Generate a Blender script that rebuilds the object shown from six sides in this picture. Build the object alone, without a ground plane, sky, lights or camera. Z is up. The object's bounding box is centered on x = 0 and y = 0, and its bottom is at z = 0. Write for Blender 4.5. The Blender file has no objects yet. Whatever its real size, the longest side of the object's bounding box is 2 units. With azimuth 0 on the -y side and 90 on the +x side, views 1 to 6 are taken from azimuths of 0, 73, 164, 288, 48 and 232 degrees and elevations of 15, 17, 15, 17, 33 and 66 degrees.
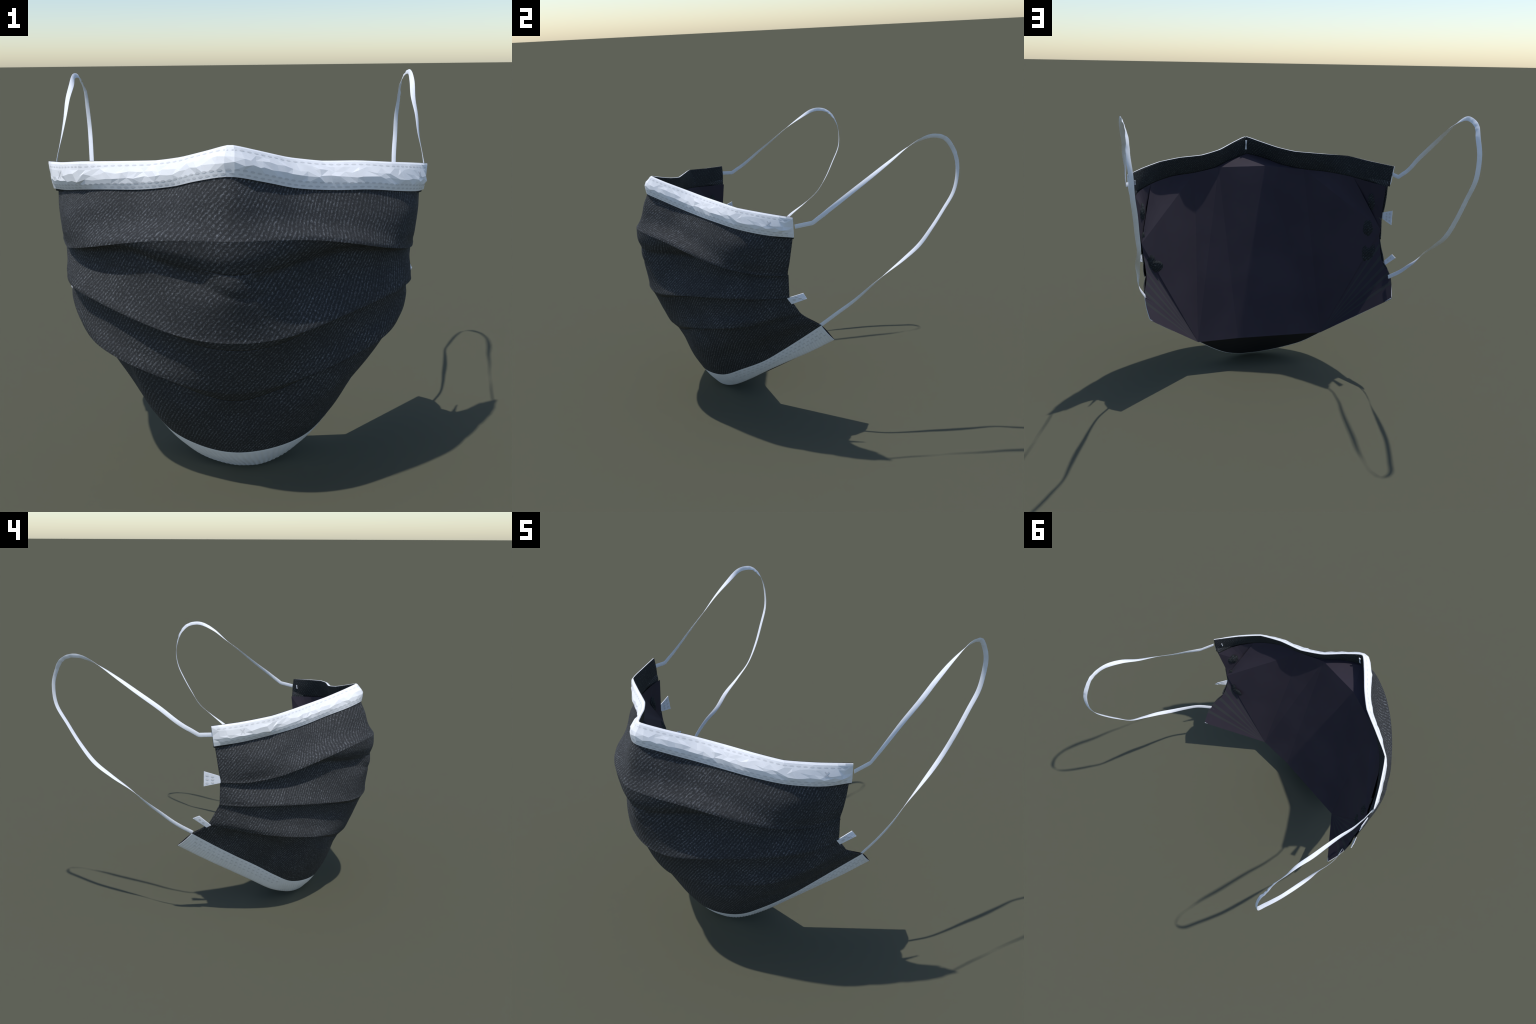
# A disposable pleated face mask in dark twill cloth: white crumpled nose
# binding on top, white chin binding below, flat faceted dark liner inside,
# two white elastic ear loops and three little fused side tabs.
import bpy, math, random
import numpy as np
from mathutils.bvhtree import BVHTree

random.seed(7)
rng = np.random.default_rng(11)

# ------------------------------------------------------------------ helpers
def V(*p):
    return np.array(p, float)

def spline(P, n):
    """Catmull-Rom through the control points, n samples, even in parameter."""
    P = np.asarray(P, float)
    Q = np.vstack([2 * P[0] - P[1], P, 2 * P[-1] - P[-2]])
    t = np.linspace(0, len(P) - 1, n)
    i = np.minimum(t.astype(int), len(P) - 2)
    f = (t - i)[:, None]
    p0, p1, p2, p3 = Q[i], Q[i + 1], Q[i + 2], Q[i + 3]
    return .5 * (2 * p1 + (p2 - p0) * f + (2 * p0 - 5 * p1 + 4 * p2 - p3) * f ** 2
                 + (3 * p1 - p0 - 3 * p2 + p3) * f ** 3)

def edge_curve(P, n, stiff=.6):
    """The wired top edge: nearly straight runs with tight bends between them."""
    P = np.asarray(P, float)
    t = np.linspace(0, len(P) - 1, n)
    straight = np.stack([np.interp(t, np.arange(len(P)), P[:, i]) for i in range(3)], 1)
    return straight * stiff + spline(P, n) * (1 - stiff)

def spline1(vals, n):
    return spline(np.asarray(vals, float)[:, None], n)[:, 0]

def outward(curve):
    """Horizontal unit normals of a row curve, pointing out of the mask."""
    d = np.gradient(curve, axis=0)
    n = np.stack([d[:, 1], -d[:, 0], np.zeros(len(d))], 1)
    n /= np.linalg.norm(n, axis=1)[:, None]
    return n

def make_object(name, verts, faces, mats, parent=None, smooth=True, angle=None, mat_index=None):
    me = bpy.data.meshes.new(name)
    me.from_pydata([tuple(map(float, v)) for v in verts], [], faces)
    for m in (mats if isinstance(mats, (list, tuple)) else [mats]):
        me.materials.append(m)
    if mat_index is not None:
        me.polygons.foreach_set("material_index", mat_index)
    me.polygons.foreach_set("use_smooth", [smooth] * len(me.polygons))
    me.validate()
    me.update()
    if smooth and angle:
        me.set_sharp_from_angle(angle=math.radians(angle))
    ob = bpy.data.objects.new(name, me)
    bpy.context.scene.collection.objects.link(ob)
    if parent:
        ob.parent = parent
    return ob

def grid_faces(rows, cols, flip=False, wrap=False):
    F = []
    for r in range(rows if wrap else rows - 1):
        r2 = (r + 1) % rows
        for c in range(cols - 1):
            q = (r * cols + c, r2 * cols + c, r2 * cols + c + 1, r * cols + c + 1)
            F.append(q[::-1] if flip else q)
    return F

def solidify(ob, t, offset=-1):
    m = ob.modifiers.new("thickness", 'SOLIDIFY')
    m.thickness = t
    m.offset = offset
    m.use_even_offset = False

# ---------------------------------------------------------------- materials
class Nodes:
    def __init__(self, name):
        self.mat = bpy.data.materials.new(name)
        self.mat.use_nodes = True
        self.nt = self.mat.node_tree
        self.bsdf = self.nt.nodes["Principled BSDF"]
    def node(self, kind, **kw):
        n = self.nt.nodes.new(kind)
        for k, v in kw.items():
            setattr(n, k, v)
        return n
    def put(self, sock, v):
        if isinstance(v, bpy.types.NodeSocket):
            self.nt.links.new(v, sock)
        else:
            sock.default_value = v
    def math(self, op, a, b=None, c=None):
        n = self.node("ShaderNodeMath", operation=op)
        for s, v in zip(n.inputs, (a, b, c)):
            if v is not None:
                self.put(s, v)
        return n.outputs[0]
    def vec(self, x, y, z=0.0):
        n = self.node("ShaderNodeCombineXYZ")
        for s, v in zip(n.inputs, (x, y, z)):
            self.put(s, v)
        return n.outputs[0]
    def noise(self, vec, scale, detail=2.0, rough=.5):
        n = self.node("ShaderNodeTexNoise")
        self.put(n.inputs["Vector"], vec)
        n.inputs["Scale"].default_value = scale
        n.inputs["Detail"].default_value = detail
        n.inputs["Roughness"].default_value = rough
        return n.outputs["Fac"]
    def remap(self, v, a, b, lo=0.0, hi=1.0):
        n = self.node("ShaderNodeMapRange", interpolation_type='SMOOTHSTEP')
        for s, x in zip(n.inputs, (v, a, b, lo, hi)):
            self.put(s, x)
        return n.outputs[0]
    def mix(self, f, a, b):
        n = self.node("ShaderNodeMix", data_type='RGBA')
        self.put(n.inputs[0], f)
        self.put(n.inputs[6], a)
        self.put(n.inputs[7], b)
        return n.outputs[2]
    def bump(self, h, strength, dist):
        n = self.node("ShaderNodeBump")
        n.inputs["Strength"].default_value = strength
        n.inputs["Distance"].default_value = dist
        self.put(n.inputs["Height"], h)
        self.put(self.bsdf.inputs["Normal"], n.outputs[0])
    def coords(self):
        n = self.node("ShaderNodeTexCoord")
        s = self.node("ShaderNodeSeparateXYZ")
        self.nt.links.new(n.outputs["Object"], s.inputs[0])
        return n.outputs["Object"], s.outputs

def cloth_material(name, dark, fleck, pitch=.0150, lean=55.0):
    N = Nodes(name)
    ob, (x, y, z) = N.coords()
    # unroll the cloth round the face: arc length against height
    u = N.math('MULTIPLY', N.math('ARCTAN2', x, N.math('SUBTRACT', .15, y)), .86)
    wob = N.math('MULTIPLY', N.math('SUBTRACT', N.noise(ob, 3.0, 1), .5), .04)
    u = N.math('ADD', u, wob)
    c, s = math.cos(math.radians(lean)), math.sin(math.radians(lean))
    across = N.math('SUBTRACT', N.math('MULTIPLY', u, s), N.math('MULTIPLY', z, c))
    along = N.math('ADD', N.math('MULTIPLY', u, c), N.math('MULTIPLY', z, s))
    jit = N.math('MULTIPLY', N.math('SUBTRACT', N.noise(ob, 70.0, 1), .5), pitch * .35)
    acr = N.math('ADD', across, jit)
    line = N.math('MULTIPLY_ADD', N.math('SINE', N.math('MULTIPLY', acr, 2 * math.pi / pitch)), .5, .5)
    f1 = N.noise(N.vec(N.math('DIVIDE', across, pitch * .45), N.math('DIVIDE', along, pitch * .75), 0.0), 1.0, 3, .7)
    f2 = N.noise(ob, 270.0, 2, .6)
    patch = N.noise(ob, 6.0, 3, .6)
    fl = N.math('MULTIPLY', N.remap(line, .15, .95, .14, 1.0), N.remap(f1, .40, .74, .04, 1.0))
    fl = N.math('MULTIPLY', fl, N.remap(f2, .36, .62, .25, 1.3))
    fl = N.math('MULTIPLY', fl, N.remap(patch, .32, .68, .65, 1.15))
    col = N.mix(fl, dark, fleck)
    N.put(N.bsdf.inputs["Base Color"], col)
    N.bsdf.inputs["Roughness"].default_value = .9
    N.bsdf.inputs["Specular IOR Level"].default_value = .25
    N.bump(N.math('ADD', line, N.math('MULTIPLY', f2, .6)), .18, .002)
    return N.mat

def white_material(name, base, shade, grain=240.0, rough=.7):
    N = Nodes(name)
    ob, _ = N.coords()
    n1 = N.noise(ob, 22.0, 3)
    n2 = N.noise(ob, grain, 2)
    N.put(N.bsdf.inputs["Base Color"], N.mix(N.remap(n1, .35, .7), base, shade))
    N.bsdf.inputs["Roughness"].default_value = rough
    N.bsdf.inputs["Specular IOR Level"].default_value = .3
    N.bump(n2, .12, .002)
    return N.mat

def liner_material(name, a, b):
    N = Nodes(name)
    ob, _ = N.coords()
    N.put(N.bsdf.inputs["Base Color"], N.mix(N.remap(N.noise(ob, 3.0, 3), .35, .65), a, b))
    N.bsdf.inputs["Roughness"].default_value = .85
    N.bsdf.inputs["Specular IOR Level"].default_value = .25
    N.bump(N.noise(ob, 400.0, 1), .05, .001)
    return N.mat

M_CLOTH = cloth_material("dark_twill", (.0255, .0270, .0288, 1), (.185, .196, .214, 1))
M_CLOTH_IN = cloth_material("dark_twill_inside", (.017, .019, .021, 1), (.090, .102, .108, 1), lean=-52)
M_LINER = liner_material("plum_liner", (.034, .028, .042, 1), (.040, .033, .048, 1))
M_LINER_STREAK = liner_material("grey_liner_streak", (.038, .041, .045, 1), (.044, .046, .050, 1))  # stretched-texture streaks on the liner, copied as colour
M_CAP = liner_material("shade_dark_lining", (.016, .016, .018, 1), (.020, .019, .021, 1))  # chin floor faces down; its shade is put into this near-black colour
M_WHITE = white_material("white_binding_fleece", (.91, .915, .935, 1), (.87, .875, .895, 1))
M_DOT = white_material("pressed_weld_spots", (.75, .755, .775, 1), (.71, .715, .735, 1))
M_ELASTIC = white_material("white_elastic", (.86, .88, .93, 1), (.82, .84, .89, 1), grain=500)

# ------------------------------------------- row curves across the face (-x to +x)
TOP_EDGE = [(-0.943, -0.111, 1.471), (-0.835, -0.274, 1.486), (-0.712, -0.433, 1.509), (-0.533, -0.514, 1.519),
            (-0.352, -0.589, 1.530), (-0.236, -0.672, 1.553), (-0.124, -0.768, 1.589), (-0.024, -0.842, 1.620),
            (0.088, -0.762, 1.587), (0.215, -0.650, 1.545), (0.362, -0.564, 1.518), (0.529, -0.505, 1.510),
            (0.681, -0.427, 1.492), (0.802, -0.298, 1.471), (0.918, -0.145, 1.446)]
TOP_HEM = [(-0.924, -0.120, 1.338), (-0.826, -0.269, 1.354), (-0.714, -0.405, 1.377), (-0.580, -0.519, 1.395),
           (-0.424, -0.598, 1.406), (-0.276, -0.691, 1.432), (-0.161, -0.814, 1.473), (-0.026, -0.883, 1.499),
           (0.110, -0.799, 1.464), (0.248, -0.692, 1.420), (0.410, -0.610, 1.397), (0.578, -0.539, 1.386),
           (0.720, -0.437, 1.361), (0.838, -0.291, 1.334), (0.907, -0.139, 1.317)]
LIP_A = [(-0.890, -0.148, 1.091), (-0.832, -0.315, 1.090), (-0.756, -0.487, 1.123), (-0.636, -0.624, 1.161),
         (-0.501, -0.746, 1.202), (-0.354, -0.850, 1.236), (-0.193, -0.931, 1.256), (-0.022, -0.977, 1.260),
         (0.154, -0.933, 1.254), (0.320, -0.846, 1.232), (0.475, -0.747, 1.194), (0.622, -0.636, 1.148),
         (0.739, -0.501, 1.108), (0.815, -0.337, 1.074), (0.860, -0.172, 1.058)]
VALLEY_A = [(-0.878, -0.140, 1.094), (-0.806, -0.300, 1.094), (-0.722, -0.462, 1.122), (-0.606, -0.592, 1.156),
            (-0.470, -0.722, 1.178), (-0.340, -0.818, 1.160), (-0.180, -0.905, 1.140), (-0.016, -0.955, 1.118),
            (0.145, -0.906, 1.136), (0.305, -0.785, 1.150), (0.452, -0.690, 1.160), (0.594, -0.604, 1.140),
            (0.712, -0.474, 1.106), (0.792, -0.322, 1.076), (0.850, -0.163, 1.060)]
LIP_B = [(-0.879, -0.135, 0.935), (-0.839, -0.316, 0.930), (-0.766, -0.481, 0.929), (-0.638, -0.610, 0.906),
         (-0.497, -0.724, 0.879), (-0.341, -0.825, 0.850), (-0.181, -0.898, 0.828), (0.000, -0.927, 0.820),
         (0.177, -0.898, 0.829), (0.332, -0.826, 0.855), (0.481, -0.729, 0.883), (0.619, -0.616, 0.900),
         (0.743, -0.488, 0.914), (0.821, -0.336, 0.913), (0.842, -0.160, 0.903)]
LIP_C = [(-0.875, -0.053, 0.789), (-0.821, -0.232, 0.748), (-0.755, -0.404, 0.712), (-0.660, -0.557, 0.679),
         (-0.523, -0.665, 0.640), (-0.360, -0.735, 0.596), (-0.190, -0.785, 0.558), (-0.014, -0.801, 0.538),
         (0.158, -0.771, 0.558), (0.333, -0.732, 0.604),
         (0.490, -0.650, 0.642), (0.634, -0.554, 0.680),
         (0.735, -0.416, 0.708), (0.798, -0.253, 0.742), (0.832, -0.080, 0.772)]
CHIN_HEM = [(-0.882, 0.061, 0.710), (-0.778, -0.053, 0.599), (-0.675, -0.171, 0.493), (-0.562, -0.282, 0.389),
            (-0.457, -0.388, 0.285), (-0.343, -0.480, 0.197), (-0.188, -0.557, 0.153), (-0.026, -0.594, 0.139),
            (0.151, -0.578, 0.155), (0.308, -0.503, 0.186), (0.433, -0.398, 0.264), (0.535, -0.268, 0.344),
            (0.639, -0.156, 0.451), (0.742, -0.051, 0.563), (0.847, 0.048, 0.676)]
CHIN_EDGE = [(-.841, .189, .588), (-.716, .048, .458), (-.592, -.089, .337), (-.473, -.217, .223),
             (-.355, -.330, .115), (-.222, -.420, .045), (-.100, -.462, .011), (.022, -.475, -.002),
             (.130, -.455, .011), (.235, -.406, .052), (.350, -.326, .131), (.469, -.221, .233),
             (.590, -.100, .336), (.710, .027, .437), (.822, .151, .544)]
NCOL = 225

def row(P):
    return spline(P, NCOL)

S = np.linspace(-1, 1, NCOL)
END = np.clip((1 - np.abs(S)) / .12, 0, 1)          # fades relief out at the welded side seams
END = END * END * (3 - 2 * END)
NOSE = np.exp(-(S / .2) ** 2)
MID = np.exp(-(S / .42) ** 2)                        # 1 in the middle of the face

topE, topH, lipA, valA, lipB, lipC, chinH, chinE = map(
    row, (TOP_EDGE, TOP_HEM, LIP_A, VALLEY_A, LIP_B, LIP_C, CHIN_HEM, CHIN_EDGE))
topE = edge_curve(TOP_EDGE, NCOL)
chinE[:, 2] = np.maximum(chinE[:, 2], 0)

def shift(curve, out=0.0, up=0.0):
    o = np.broadcast_to(np.asarray(out, float), (NCOL,))
    r = curve + outward(curve) * o[:, None]
    r[:, 2] += up
    return r

def between(a, b, f, out=0.0, fwd=0.0):
    r = shift(a * (1 - f) + b * f, out)
    r[:, 1] -= fwd
    return r

# HOLLOW: the stretches either side of the nose where a pleat sinks in under the lip above it
A_S = np.abs(S)
def bump(center, width):
    return np.exp(-((A_S - center) / width) ** 2)
def ramp(lo, hi, tail):
    """Rises from 0 at the nose (lo) to 1 (hi), falls back to 0 over the last stretch before the side seam."""
    w = np.clip((A_S - lo) / (hi - lo), 0, 1) * np.clip((1 - A_S) / tail, 0, 1)
    return w * w * (3 - 2 * w)
HOLLOW = ramp(0, .38, .34)
UNDER = ramp(0, .16, .34)
CHEEK = bump(.81, .17) * np.clip((1 - A_S) / .10, 0, 1)
DIP = bump(.40, .22)
JAW = bump(.30, .17)
DEEP = ramp(np.where(S < 0, .36, .40), np.where(S < 0, .52, .62), .20)
DEEP_HI = DEEP * np.where(S < 0, 1.0, .12)
BESIDE = bump(.24, .14) * np.where(S < 0, .5, 1.0)
valB = shift(lipB, -(.008 + END * .018 + .024 * HOLLOW), .004 - .046 * MID * END)
valC = shift(lipC, -(.008 + END * .008 + .036 * np.exp(-(S / .25) ** 2) + .046 * DEEP_HI), .002 - .060 * np.exp(-(S / .25) ** 2))

mask = bpy.data.objects.new("face_mask", None)
bpy.context.scene.collection.objects.link(mask)
mask["label"] = "dark pleated cloth face mask with white bindings and ear loops"
mask["category"] = "face mask"

# ------------------------------------------------------------------- pleats
def loft(key_rows, counts, wrinkle=None):
    """Rows between the key rows by Catmull-Rom down every column."""
    K = np.stack(key_rows)                        # rows, cols, 3
    out = []
    Q = np.concatenate([(2 * K[0] - K[1])[None], K, (2 * K[-1] - K[-2])[None]])
    for i, n in enumerate(counts):
        for f in np.linspace(0, 1, n, endpoint=False):
            p0, p1, p2, p3 = Q[i:i + 4]
            # centripetal-like damping: limit the tangents on uneven spacing
            l1 = np.linalg.norm(p2 - p1, axis=1)[:, None]
            l0 = np.linalg.norm(p1 - p0, axis=1)[:, None] + 1e-6
            l2 = np.linalg.norm(p3 - p2, axis=1)[:, None] + 1e-6
            m1 = (p2 - p0) / (l0 + l1) * l1
            m2 = (p3 - p1) / (l1 + l2) * l1
            h = f
            out.append((2*h**3-3*h**2+1)*p1 + (h**3-2*h**2+h)*m1 + (-2*h**3+3*h**2)*p2 + (h**3-h**2)*m2)
    out.append(K[-1])
    return np.stack(out)

def soft_noise(seed, cols, rows_n, cx, cy):
    """Smooth random relief on a grid."""
    g = np.random.default_rng(seed).normal(size=(cy, cx))
    A = np.stack([spline1(r, cols) for r in g])
    return np.stack([spline1(A[:, c], rows_n) for c in range(cols)], 1)

def pleat(seed, keys, counts, under, under_counts, relief, extra=None):
    """One pleat: a visible face ending in a crisp lip, then the turn-under behind the lip."""
    G = loft(keys, counts)
    R = G.shape[0]
    fade = np.sin(np.linspace(0, math.pi, R))[:, None] ** .7
    d = soft_noise(seed, NCOL, R, 11, 5) * relief * fade * END[None]
    if extra is not None:
        d = d + extra(R)
    G = G + outward(G[R // 2])[None] * d[..., None]
    G = np.concatenate([G, loft(under, under_counts)[1:]])
    ob = make_object("pleat", G.reshape(-1, 3), grid_faces(len(G), NCOL), M_CLOTH, mask, True, 45)
    sharp = ob.data.attributes.get("sharp_edge") or ob.data.attributes.new("sharp_edge", 'BOOLEAN', 'EDGE')
    for e in ob.data.edges:                      # crisp crease along the lip
        if all(v // NCOL == R - 1 for v in e.vertices):
            sharp.data[e.index].value = True
    solidify(ob, .002, -1)
    return ob

tuck = shift(topH, -.007, .030)
start = shift(topH, -.006, -.002)
inset = 1 - .016 * np.abs(S) ** 8
start[:, 0] *= inset
LEFT = np.where(S < 0, 1.0, .70)
pleat(1, [tuck, start, between(start, lipA, .33, .004 - .016 * DIP - .002 * MID - .010 * BESIDE, .056 * CHEEK * LEFT),
          between(start, lipA, .68, .002 - .010 * MID - .022 * DIP - .014 * BESIDE, .050 * CHEEK * LEFT),
          shift(lipA, -.002 - .011 * MID, .016), lipA], [3, 10, 10, 9, 5],
      [lipA, between(lipA, valA, .55, .012 * MID), valA], [8, 8], .0025)

def nose_crease(R):
    """Small crease just below the nose fold, in the middle of the second pleat."""
    v = np.linspace(0, 1, R)[:, None]
    c = .30 + .07 * np.sin(S * 9 + .6)[None] + .05 * S[None]
    return -.0035 * np.exp(-((v - c) / .04) ** 2) * np.exp(-((S[None] - .02) / .2) ** 2) \
        + .003 * np.exp(-((v - c + .12) / .06) ** 2) * np.exp(-((S[None] - .02) / .16) ** 2)
pleat(2, [valA, between(valA, lipB, .09, .006 * NOSE - .029 * UNDER), between(valA, lipB, .22, .005 * NOSE - .030 * UNDER), between(valA, lipB, .48, .006 * NOSE + .010 * CHEEK - .036 * HOLLOW),
          between(valA, lipB, .80, .010 * CHEEK - .016 * HOLLOW), shift(lipB, -.002, .012), lipB], [5, 5, 9, 10, 8, 4],
      [lipB, valB], [6], .0025, nose_crease)
pleat(3, [valB, between(lipB, lipC, .35, -.006 + .006 * CHEEK - .040 * HOLLOW), between(lipB, lipC, .64, .016 * CHEEK - .034 * HOLLOW),
          between(lipB, lipC, .86, .002 + .012 * CHEEK - .012 * HOLLOW), lipC], [8, 9, 8, 6],
      [lipC, valC], [6], .002)
end_tuck = shift(chinH, -.010, -.006)
pleat(4, [valC, between(lipC, chinH, .38, .004 - .020 * np.exp(-(S / .16) ** 2) + .018 * JAW + .014 * bump(.45, .2) * (S > 0) - .060 * DEEP_HI),
          between(lipC, chinH, .72, .004 + .020 * JAW - DEEP * np.where(S < 0, .030, .016)), shift(chinH, .003, .004)], [12, 12, 12],
      [shift(chinH, .003, .004), end_tuck], [3], .002)

# ------------------------------------------------------ top binding (crumpled)
def ring_normals(a, b):
    """Outward normal of the strip from curve a (upper) to curve b (lower)."""
    d = np.gradient(a, axis=0)
    n = np.cross(d, b - a)
    n /= np.linalg.norm(n, axis=1)[:, None]
    o = outward(a)
    n *= np.sign((n * o).sum(1))[:, None]
    return n

NB = 64
bA, bB = edge_curve(TOP_EDGE, NB), spline(TOP_HEM, NB)
bN = ring_normals(bA, bB)
endf = np.clip((1 - np.abs(np.linspace(-1, 1, NB))) / .03, 0, 1)
def band_row(f, out, jf=0.0, jo=0.0, jt=0.0):
    ff = f + rng.uniform(-jf, jf, NB)
    oo = out + rng.uniform(-jo, jo, NB)
    P = bA * (1 - ff)[:, None] + bB * ff[:, None] + bN * oo[:, None]
    t = np.gradient(bA, axis=0)
    k = rng.uniform(-jt, jt, NB)
    k[0] = k[-1] = 0
    return P + t * k[:, None]
back_top = bA - bN * .006 - V(0, 0, .001)
full = np.clip((1 - np.abs(np.linspace(-1, 1, NB))) / .05, .15, 1)   # the roll flattens at the welded ends
rows_b = [bA - bN * .008 + (bB - bA) * .25, back_top, band_row(0, -.001), band_row(.07, .008 * full),
          band_row(.26, .017 * full, .02, .001), band_row(.45, .024 * full, .070, .0032, .35),
          band_row(.63, .025 * full, .055, .0028, .35), band_row(.80, .0155 * full), band_row(1.0, 0),
          bB - bN * .008 + (bA - bB) * .04, bB - bN * .009 + (bA - bB) * .5]
G = np.stack(rows_b)
F = []
for r in range(len(rows_b) - 1):
    for c in range(NB - 1):
        a, b, d, e = r * NB + c, (r + 1) * NB + c, (r + 1) * NB + c + 1, r * NB + c + 1
        if 3 <= r <= 6:
            if random.random() < .5:
                F += [(a, b, d), (a, d, e)]
            else:
                F += [(a, b, e), (b, d, e)]
        else:
            F.append((a, b, d, e))
nr = len(rows_b)
for c, fl in ((0, False), (NB - 1, True)):
    loop = [r * NB + c for r in range(nr)]
    F.append(loop if fl else loop[::-1])
top_binding = make_object("top_binding", G.reshape(-1, 3), F, M_WHITE, mask, True, 5)

# ------------------------------------------------------------ chin binding
cN = ring_normals(chinH, chinE)
NR = 1201                                            # fine enough for the crimped ribs
rH, rE = spline(CHIN_HEM, NR), spline(CHIN_EDGE, NR)
rE[:, 2] = np.maximum(rE[:, 2], 0)
rN = ring_normals(rH, rE)
SR_ = np.linspace(-1, 1, NR)
rib = np.sin(np.cumsum(np.r_[0, np.linalg.norm(np.diff(rE, axis=0), axis=1)]) * 2 * math.pi / .021)
rib = rib * (.0007 + .0016 * np.exp(-(SR_ / .36) ** 4))
slant = np.roll(rib, 6)
crow = [rH - rN * .003, rH * .96 + rE * .04, rH * .55 + rE * .45 + rN * (.006 + rib * .8)[:, None],
        rH * .12 + rE * .88 + rN * (.003 + slant)[:, None], rE - rN * .002]
G = loft(crow, [2, 5, 6, 3])
G[..., 2] = np.maximum(G[..., 2], 0)
R = G.shape[0]
chin_binding = make_object("chin_binding", G.reshape(-1, 3), grid_faces(R, NR), M_WHITE, mask, True, 50)
solidify(chin_binding, .003, -1)

# ------------------------------------------------- weld spots pressed in rows
def weld_spots(name, a, b, frac, out, count, size, parent, lo=0.01, hi=.99, nrm=None, skip=lambda s: False):
    """Little flat pressed lozenges along a binding at a given fraction of its width."""
    n = len(a)
    line = a * (1 - frac) + b * frac + nrm * out
    seg = np.r_[0, np.cumsum(np.linalg.norm(np.diff(line, axis=0), axis=1))]
    verts, faces = [], []
    for k in range(count):
        s = lo + (hi - lo) * (k + .5) / count
        if skip(s):
            continue
        L = s * seg[-1]
        p = np.array([np.interp(L, seg, line[:, i]) for i in range(3)])
        q = np.array([np.interp(L + .004, seg, line[:, i]) for i in range(3)])
        o = np.array([np.interp(L, seg, nrm[:, i]) for i in range(3)])
        o /= np.linalg.norm(o)
        t = (q - p) / np.linalg.norm(q - p)
        w = np.cross(o, t)
        base = len(verts)
        m = 10
        for j in range(m):
            an = 2 * math.pi * j / m
            cu, su = math.cos(an), math.sin(an)
            verts.append(p + t * size[0] * cu + w * size[1] * su - o * .0012)
        for j in range(m):
            an = 2 * math.pi * j / m
            cu, su = math.cos(an), math.sin(an)
            verts.append(p + t * size[0] * .96 * cu + w * size[1] * .94 * su + o * .0003)
        for j in range(m):
            j2 = (j + 1) % m
            faces.append((base + j, base + j2, base + m + j2, base + m + j))
        faces.append(tuple(range(base + m, base + 2 * m)))
    return verts, faces

def join_spots(name, sets, parent):
    Vv, Ff = [], []
    for v, f in sets:
        o = len(Vv)
        Vv += v
        Ff += [tuple(i + o for i in q) for q in f]
    me = parent.data
    tree = BVHTree.FromPolygons([v.co for v in me.vertices], [p.vertices for p in me.polygons])
    out = []
    for v in Vv:                                  # press every spot onto the binding's own surface
        loc, nrm, _, _ = tree.find_nearest(tuple(v))
        out.append(np.array(loc) + np.array(nrm) * .0006)
    ob = make_object(name, out, Ff, M_DOT, parent, True, 60)
    ob["kind"] = "stuff"
    return ob

tN = ring_normals(topE, topH)
FULL = np.clip((1 - np.abs(S)) / .05, .15, 1)
join_spots("weld_spot", [
    weld_spots("s", topE, topH, .165, .0128 * FULL[:, None], 66, (.0120, .0040), None, nrm=tN),
    weld_spots("s", topE, topH, .80, .0156 * FULL[:, None], 66, (.0125, .0046), None, nrm=tN),
    weld_spots("s", topE, topH, .915, .0069 * FULL[:, None], 66, (.0125, .0046), None, lo=.016, hi=.996, nrm=tN)], top_binding)
mid_gap = lambda s: .33 < s < .67
join_spots("weld_spot", [
    weld_spots("s", chinH, chinE, f, o, 62, (.0120, .0044), None, nrm=cN, skip=mid_gap, lo=.015 + k * .006, hi=.985 + k * .006)
    for k, (f, o) in enumerate(((.14, .0030), (.32, .0056), (.50, .0070)))], chin_binding)

# crossed press marks near both ends of the top binding
def press_mark(s, frac, size, out=.0235):
    i = int(s * (NCOL - 1))
    p = topE[i] * (1 - frac) + topH[i] * frac + tN[i] * out
    t = topE[i + 1] - topE[i - 1]
    t /= np.linalg.norm(t)
    w = np.cross(tN[i], t)
    me = top_binding.data
    tree = BVHTree.FromPolygons([v.co for v in me.vertices], [q.vertices for q in me.polygons])
    verts, faces = [], []
    for sg in (1, -1):
        d = (t * .8 + w * sg)
        d /= np.linalg.norm(d)
        e = np.cross(tN[i], d)
        b, n = len(verts), 13
        for k in range(n):
            for m in (-1, 0, 1):
                q = p + d * size * (2 * k / (n - 1) - 1) + e * m * .0036
                loc, nrm, _, _ = tree.find_nearest(tuple(q))
                verts.append(np.array(loc) + np.array(nrm) * (.0007 + .0003 * sg))
        for k in range(n - 1):
            for m in (0, 1):
                c = b + k * 3 + m
                faces.append((c, c + 3, c + 4, c + 1))
    return make_object("press_mark", verts, faces, M_DOT, top_binding, True)
press_mark(.072, .42, .022)
press_mark(.945, .42, .018)

# -------------------------------------------- cloth strip inside the top edge
strip_hi = topE - tN * .0085 + V(0, 0, .0005)
hem_in = shift(topH, -(.012 + .040 * np.exp(-(S / .12) ** 2)), .0)
hem_in[:, 2] -= .012
sm = between(strip_hi, hem_in, .5, -.004)
G = loft([strip_hi, sm, hem_in], [6, 6])
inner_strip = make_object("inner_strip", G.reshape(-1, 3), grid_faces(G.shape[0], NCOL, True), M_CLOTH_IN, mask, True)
solidify(inner_strip, .002, -1)

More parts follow.
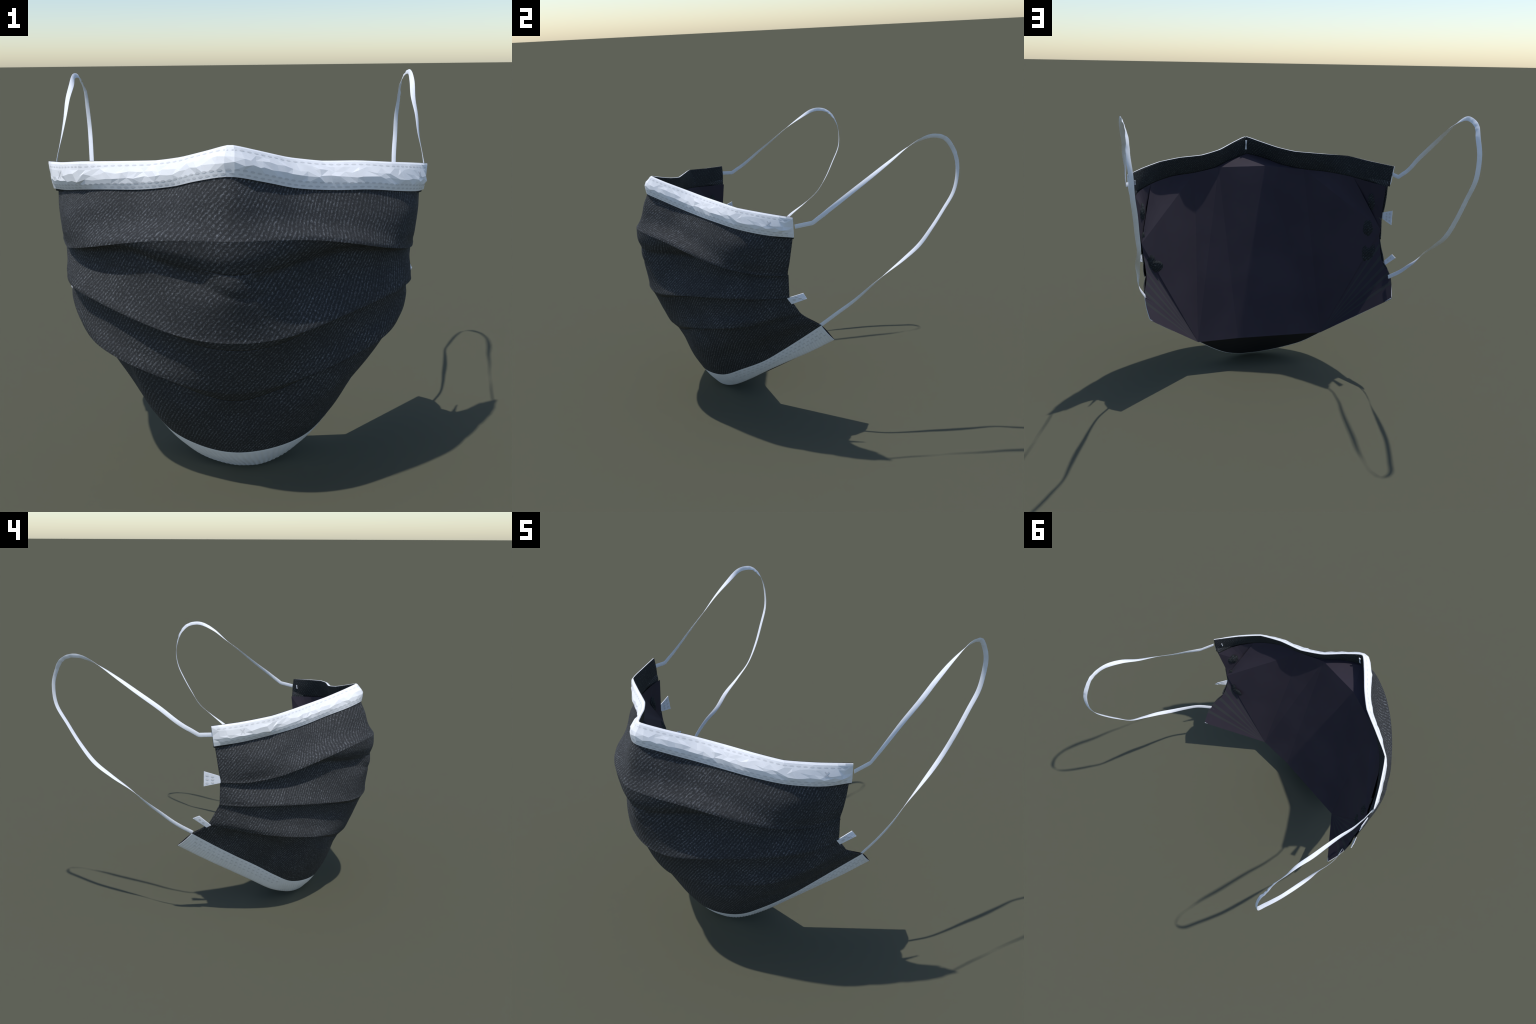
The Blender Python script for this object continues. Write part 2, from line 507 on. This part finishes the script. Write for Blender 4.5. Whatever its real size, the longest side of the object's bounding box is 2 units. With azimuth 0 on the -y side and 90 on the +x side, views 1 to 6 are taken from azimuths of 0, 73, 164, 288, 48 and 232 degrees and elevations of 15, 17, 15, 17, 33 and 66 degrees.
# --------------------------------------------------------------- flat liner
def build_liner():
    lin_top = hem_in.copy()
    lin_top[:, 0] *= 1 - .030 * np.abs(S) ** 8
    T = [lin_top[i] for i in range(0, NCOL, 4)]
    iL, iN, iR = 16, 28, 40              # where the inner folds meet the strip, and the nose
    shelf_l, shelf_r = V(-.134, -.660, 1.416), V(.217, -.673, 1.410)
    fold_l, fold_r = V(-.463, -.213, .223), V(.456, -.218, .222)
    chord = fold_r * .68 + fold_l * .32 + V(0, -.018, 0)
    def side(sgn):
        i = 0 if sgn < 0 else -1
        inn = V(-sgn * .014, .004, 0)
        rows = [lipA[i], lipA[i] * .5 + lipB[i] * .5, lipB[i], lipC[i], chinH[i], chinE[i]]
        out = [r + inn for r in rows[:4]]
        return out + [rows[4] + V(-sgn * .003, .006, 0), rows[5] + V(-sgn * .002, .004, .001)]
    SL, SR = side(-1), side(1)
    verts, faces, mi = [], [], []
    def tri(a, b, c, m=0):
        k = len(verts)
        verts.extend([a, b, c])
        faces.append((k, k + 1, k + 2))
        mi.append(m)
    for Sd, Tm, sh, fo, sg in ((SL, T[:iL + 1], shelf_l, fold_l, 1), (SR, T[:iR - 1:-1], shelf_r, fold_r, -1)):
        def t3(a, b, c, m=0):
            tri(*((a, b, c) if sg > 0 else (a, c, b)), m)
        hub = Sd[1]
        cheek = V(-.778, -.338, 1.115) if sg > 0 else V(.762, -.345, 1.085)
        t3(Sd[0], Tm[0], cheek)
        t3(Sd[0], cheek, hub)
        for k, (a, b) in enumerate(zip(Tm[:-1], Tm[1:])):
            t3(a, b, cheek if k < 7 else hub)
        t3(Tm[7], hub, cheek)
        t3(Tm[-1], sh, fo)
        t3(Tm[-1], fo, hub)
        # fan into the lower corner; grey faces copy streaks of stretched texture
        path = [hub, Sd[2], Sd[3], Sd[4], Sd[5]]
        fan = spline(path, 25)
        rr = random.Random(3)
        for j in range(24):
            a, b = fan[j], fan[j + 1]
            m = 1 if (j % 3 == 1 and 6 < j < 22) else 0
            t3(a, fo, b, m)
    tri(shelf_l, shelf_r, chord)
    tri(shelf_r, fold_r, chord)
    tri(shelf_l, chord, fold_l)
    # nose shelf
    for k in range(iL, iN):
        tri(T[k], T[k + 1], shelf_l)
    for k in range(iN, iR):
        tri(T[k], T[k + 1], shelf_r)
    tri(shelf_l, T[iN], shelf_r)
    ob = make_object("liner", verts, faces, [M_LINER, M_LINER_STREAK], mask, False, None, mi)
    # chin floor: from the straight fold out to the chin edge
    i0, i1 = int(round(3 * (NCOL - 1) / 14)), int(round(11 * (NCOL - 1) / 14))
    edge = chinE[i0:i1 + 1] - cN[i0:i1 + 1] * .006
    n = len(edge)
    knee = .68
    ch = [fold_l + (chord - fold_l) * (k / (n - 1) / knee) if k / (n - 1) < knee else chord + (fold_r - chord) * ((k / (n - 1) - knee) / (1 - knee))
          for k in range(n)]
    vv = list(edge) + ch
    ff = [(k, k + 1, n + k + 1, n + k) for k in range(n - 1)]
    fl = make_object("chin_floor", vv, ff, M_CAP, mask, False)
    return ob
liner = build_liner()

# --------------------------------------------------------------- ear loops
LOOP_L = [(-.927, -.132, 1.416), (-.937, -.024, 1.407), (-.951, .101, 1.475), (-.956, .233, 1.566), (-.966, .371, 1.655),
          (-.978, .504, 1.743), (-.981, .628, 1.816), (-.990, .736, 1.864), (-.984, .825, 1.866), (-.985, .893, 1.834),
          (-.972, .940, 1.771), (-.972, .972, 1.672), (-.965, .966, 1.539), (-.951, .901, 1.409), (-.938, .825, 1.275),
          (-.929, .733, 1.155), (-.925, .611, 1.068), (-.920, .483, .989), (-.908, .378, .905), (-.910, .268, .840),
          (-.898, .168, .774), (-.862, .066, .710)]
LOOP_R = [(.913, -.130, 1.387), (.934, -.021, 1.402), (.942, .089, 1.475), (.948, .217, 1.558), (.962, .349, 1.647),
          (.968, .482, 1.735), (.984, .605, 1.820), (.993, .732, 1.871), (.988, .842, 1.858), (.977, .912, 1.794),
          (.977, .951, 1.704), (.968, .962, 1.599), (.962, .940, 1.492), (.947, .879, 1.382), (.935, .805, 1.268),
          (.922, .725, 1.161), (.921, .615, 1.079), (.916, .496, 1.000), (.906, .379, .916), (.899, .263, .833),
          (.880, .149, .758), (.840, .047, .675)]
# turn of the tape about its own run: 0 = lies flat across x, 90 = stands in the loop's plane
TWIST = [90, 88, 75, 58, 40, 15, -22, -65, -72, -55, -35, -20, -15, -12, -18, -32, -15, 20, 55, 75, 85, 90]

def ear_loop(P, sgn, seed):
    n = 260
    # straight run out of the binding, then a tight elbow
    P = [np.array(p) for p in P]
    e = P[1]
    C = spline(P, n)
    k = np.linspace(0, len(P) - 1, n)
    straight = np.where((k < 1)[:, None], P[0] + (e - P[0]) * k[:, None], e + (P[2] - e) * (k - 1)[:, None])
    b = np.clip((2 - k) / .6, 0, 1)[:, None]
    C = straight * b + C * (1 - b)
    tw = np.radians(spline1(TWIST, n)) * sgn
    r = np.random.default_rng(seed)
    wr = np.interp(np.linspace(0, 1, n), np.linspace(0, 1, 90), r.normal(size=90))
    T = np.gradient(C, axis=0)
    T /= np.linalg.norm(T, axis=1)[:, None]
    X = V(1, 0, 0) - T * T[:, :1]
    X /= np.linalg.norm(X, axis=1)[:, None]
    Y = np.cross(T, X)
    # crinkles in the bend at the top
    bend = np.exp(-((np.linspace(0, 1, n) - .40) / .06) ** 2)
    tw = tw + wr * .22 * bend
    W = X * np.cos(tw)[:, None] + Y * np.sin(tw)[:, None]
    N = np.cross(T, W)
    hw, ht = .0138, .0012
    prof = [(-1, 0), (-.85, 1), (.85, 1), (1, 0), (.85, -1), (-.85, -1)]
    G = np.stack([C + W * (a * hw) + N * (b * ht + wr[:, None] * .0012 * bend[:, None]) for a, b in prof])
    m = len(prof)
    F = grid_faces(m, n, sgn < 0, wrap=True)
    F.append(tuple(k * n for k in range(m)))
    F.append(tuple(k * n + n - 1 for k in range(m))[::-1])
    return make_object("ear_loop", G.reshape(-1, 3), F, M_ELASTIC, mask, True, 40)
ear_loop(LOOP_L, -1, 5)
ear_loop(LOOP_R, 1, 6)

# --------------------------------------------------------------- side tabs
def side_tab(root_a, root_b, tip_a, tip_b, spots):
    """A flat fused flap: two corners at the side seam, two at the flared free end."""
    ra, rb, ta, tb = map(np.array, (root_a, root_b, tip_a, tip_b))
    ra, rb = ra - (ta - ra) * .06, rb - (tb - rb) * .06
    nn = np.cross((ta + tb - ra - rb), rb - ra)
    nn /= np.linalg.norm(nn)
    def at(u, v):
        return (ra * (1 - v) + rb * v) * (1 - u) + (ta * (1 - v) + tb * v) * u
    nu, nv = 7, 5
    verts, faces = [], []
    for o in (1, -1):
        for i in range(nu):
            for j in range(nv):
                rib = .0012 * math.sin(j * 2.6) * (i / (nu - 1))
                verts.append(at(i / (nu - 1), j / (nv - 1)) + nn * (.0020 * o + rib))
    m = nu * nv
    for i in range(nu - 1):
        for j in range(nv - 1):
            k = i * nv + j
            faces += [(k, k + 1, k + nv + 1, k + nv), (m + k, m + k + nv, m + k + nv + 1, m + k + 1)]
    rim = [j for j in range(nv)] + [i * nv + nv - 1 for i in range(1, nu)] \
        + [(nu - 1) * nv + j for j in range(nv - 2, -1, -1)] + [i * nv for i in range(nu - 2, 0, -1)]
    for p, q in zip(rim, rim[1:] + rim[:1]):
        faces.append((p, m + p, m + q, q))
    ob = make_object("side_tab", verts, faces, M_ELASTIC, mask, True, 30)
    d, w = (ta + tb - ra - rb), (rb - ra)
    d, w = d / np.linalg.norm(d), w / np.linalg.norm(w)
    sv, sf = [], []
    for (u, v, a, b) in spots:
        for o in (1, -1):
            k = len(sv)
            for j in range(12):
                an = 2 * math.pi * j / 12
                sv.append(at(u, v) + nn * .0036 * o + d * a * math.cos(an) + w * b * math.sin(an))
            sf.append(tuple(range(k, k + 12)))
    sp = make_object("weld_spot", sv, sf, M_DOT, ob, False)
    sp["kind"] = "stuff"
side_tab((-.887, -.143, 1.134), (-.886, -.143, 1.087), (-.915, -.045, 1.164), (-.911, -.040, 1.062),
         [(u, v, .010, .007) for u in (.48, .80) for v in (.22, .50, .78)])
side_tab((-.879, -.068, .789), (-.880, -.037, .770), (-.913, -.005, .855), (-.924, .035, .837),
         [(.42, .5, .010, .007), (.72, .45, .009, .006)])
side_tab((.837, -.169, .902), (.837, -.140, .857), (.863, -.072, .928), (.883, -.057, .895),
         [(.30, .55, .010, .009), (.52, .25, .012, .004), (.66, .6, .012, .006), (.82, .85, .011, .004)])

# --------------------------------- bunched cloth showing at the inner side seams
LINER_TREE = BVHTree.FromPolygons([v.co for v in liner.data.vertices], [p.vertices for p in liner.data.polygons])
def gather(pos, up_size, side_size, seed):
    r = np.random.default_rng(seed)
    loc, nrm, _, _ = LINER_TREE.find_nearest(tuple(pos))
    n = np.array(nrm)
    if n[1] < 0:
        n = -n
    pos = np.array(loc) + n * .003
    u = V(0, 0, 1) - n * n[2]
    u /= np.linalg.norm(u)
    s = np.cross(u, n)
    rings, seg = 7, 28
    verts = [np.array(pos) + n * .012]
    lob = 1 + .16 * np.interp(np.linspace(0, 1, seg), np.linspace(0, 1, 9), np.r_[(q := r.normal(size=8)), q[:1]])
    for i in range(1, rings + 1):
        f = i / rings
        for j in range(seg):
            an = 2 * math.pi * j / seg
            k = f * lob[j]
            verts.append(np.array(pos) + u * up_size * k * math.sin(an) + s * side_size * k * math.cos(an)
                         + n * (.014 * (1 - f ** 2) - .004 + .003 * math.sin(5 * an + 9 * f)))
    faces = [(0, 1 + j, 1 + (j + 1) % seg) for j in range(seg)]
    for i in range(rings - 1):
        for j in range(seg):
            a, b = 1 + i * seg + j, 1 + i * seg + (j + 1) % seg
            faces.append((a, a + seg, b + seg, b))
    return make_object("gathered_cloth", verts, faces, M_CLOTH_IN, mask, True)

# ------------------------------------------------- small white stitches inside
def stitch(p, q, normal, w):
    p, q, n = map(lambda a: np.array(a, float), (p, q, normal))
    n /= np.linalg.norm(n)
    s = np.cross(q - p, n)
    s /= np.linalg.norm(s)
    verts = []
    for o in (-.003, .003):
        for f, h in ((0, 1), (.5, .45), (1, 1)):
            c = p + (q - p) * f + n * o
            verts += [c - s * w * h, c + s * w * h]
    faces = [(6, 7, 9, 8), (8, 9, 11, 10), (0, 2, 3, 1), (2, 4, 5, 3),
             (0, 6, 8, 2), (2, 8, 10, 4), (1, 3, 9, 7), (3, 5, 11, 9), (0, 1, 7, 6), (4, 10, 11, 5)]
    return make_object("stitch", verts, faces, M_ELASTIC, inner_strip, False)
for k, (p, a, b) in enumerate((((.826, -.235, 1.180), .058, .040), ((.808, -.235, 1.000), .066, .040), ((.776, -.190, .822), .070, .060),
                               ((-.835, -.235, 1.190), .058, .038), ((-.826, -.225, 1.000), .064, .038), ((-.806, -.165, .832), .070, .054))):
    gather(p, a, b, k + 1)
stitch((-.023, -.812, 1.592), (-.023, -.822, 1.522), (0, 1, 0), .007)
stitch((.866, -.178, 1.405), (.866, -.182, 1.375), (-.8, .6, 0), .0028)
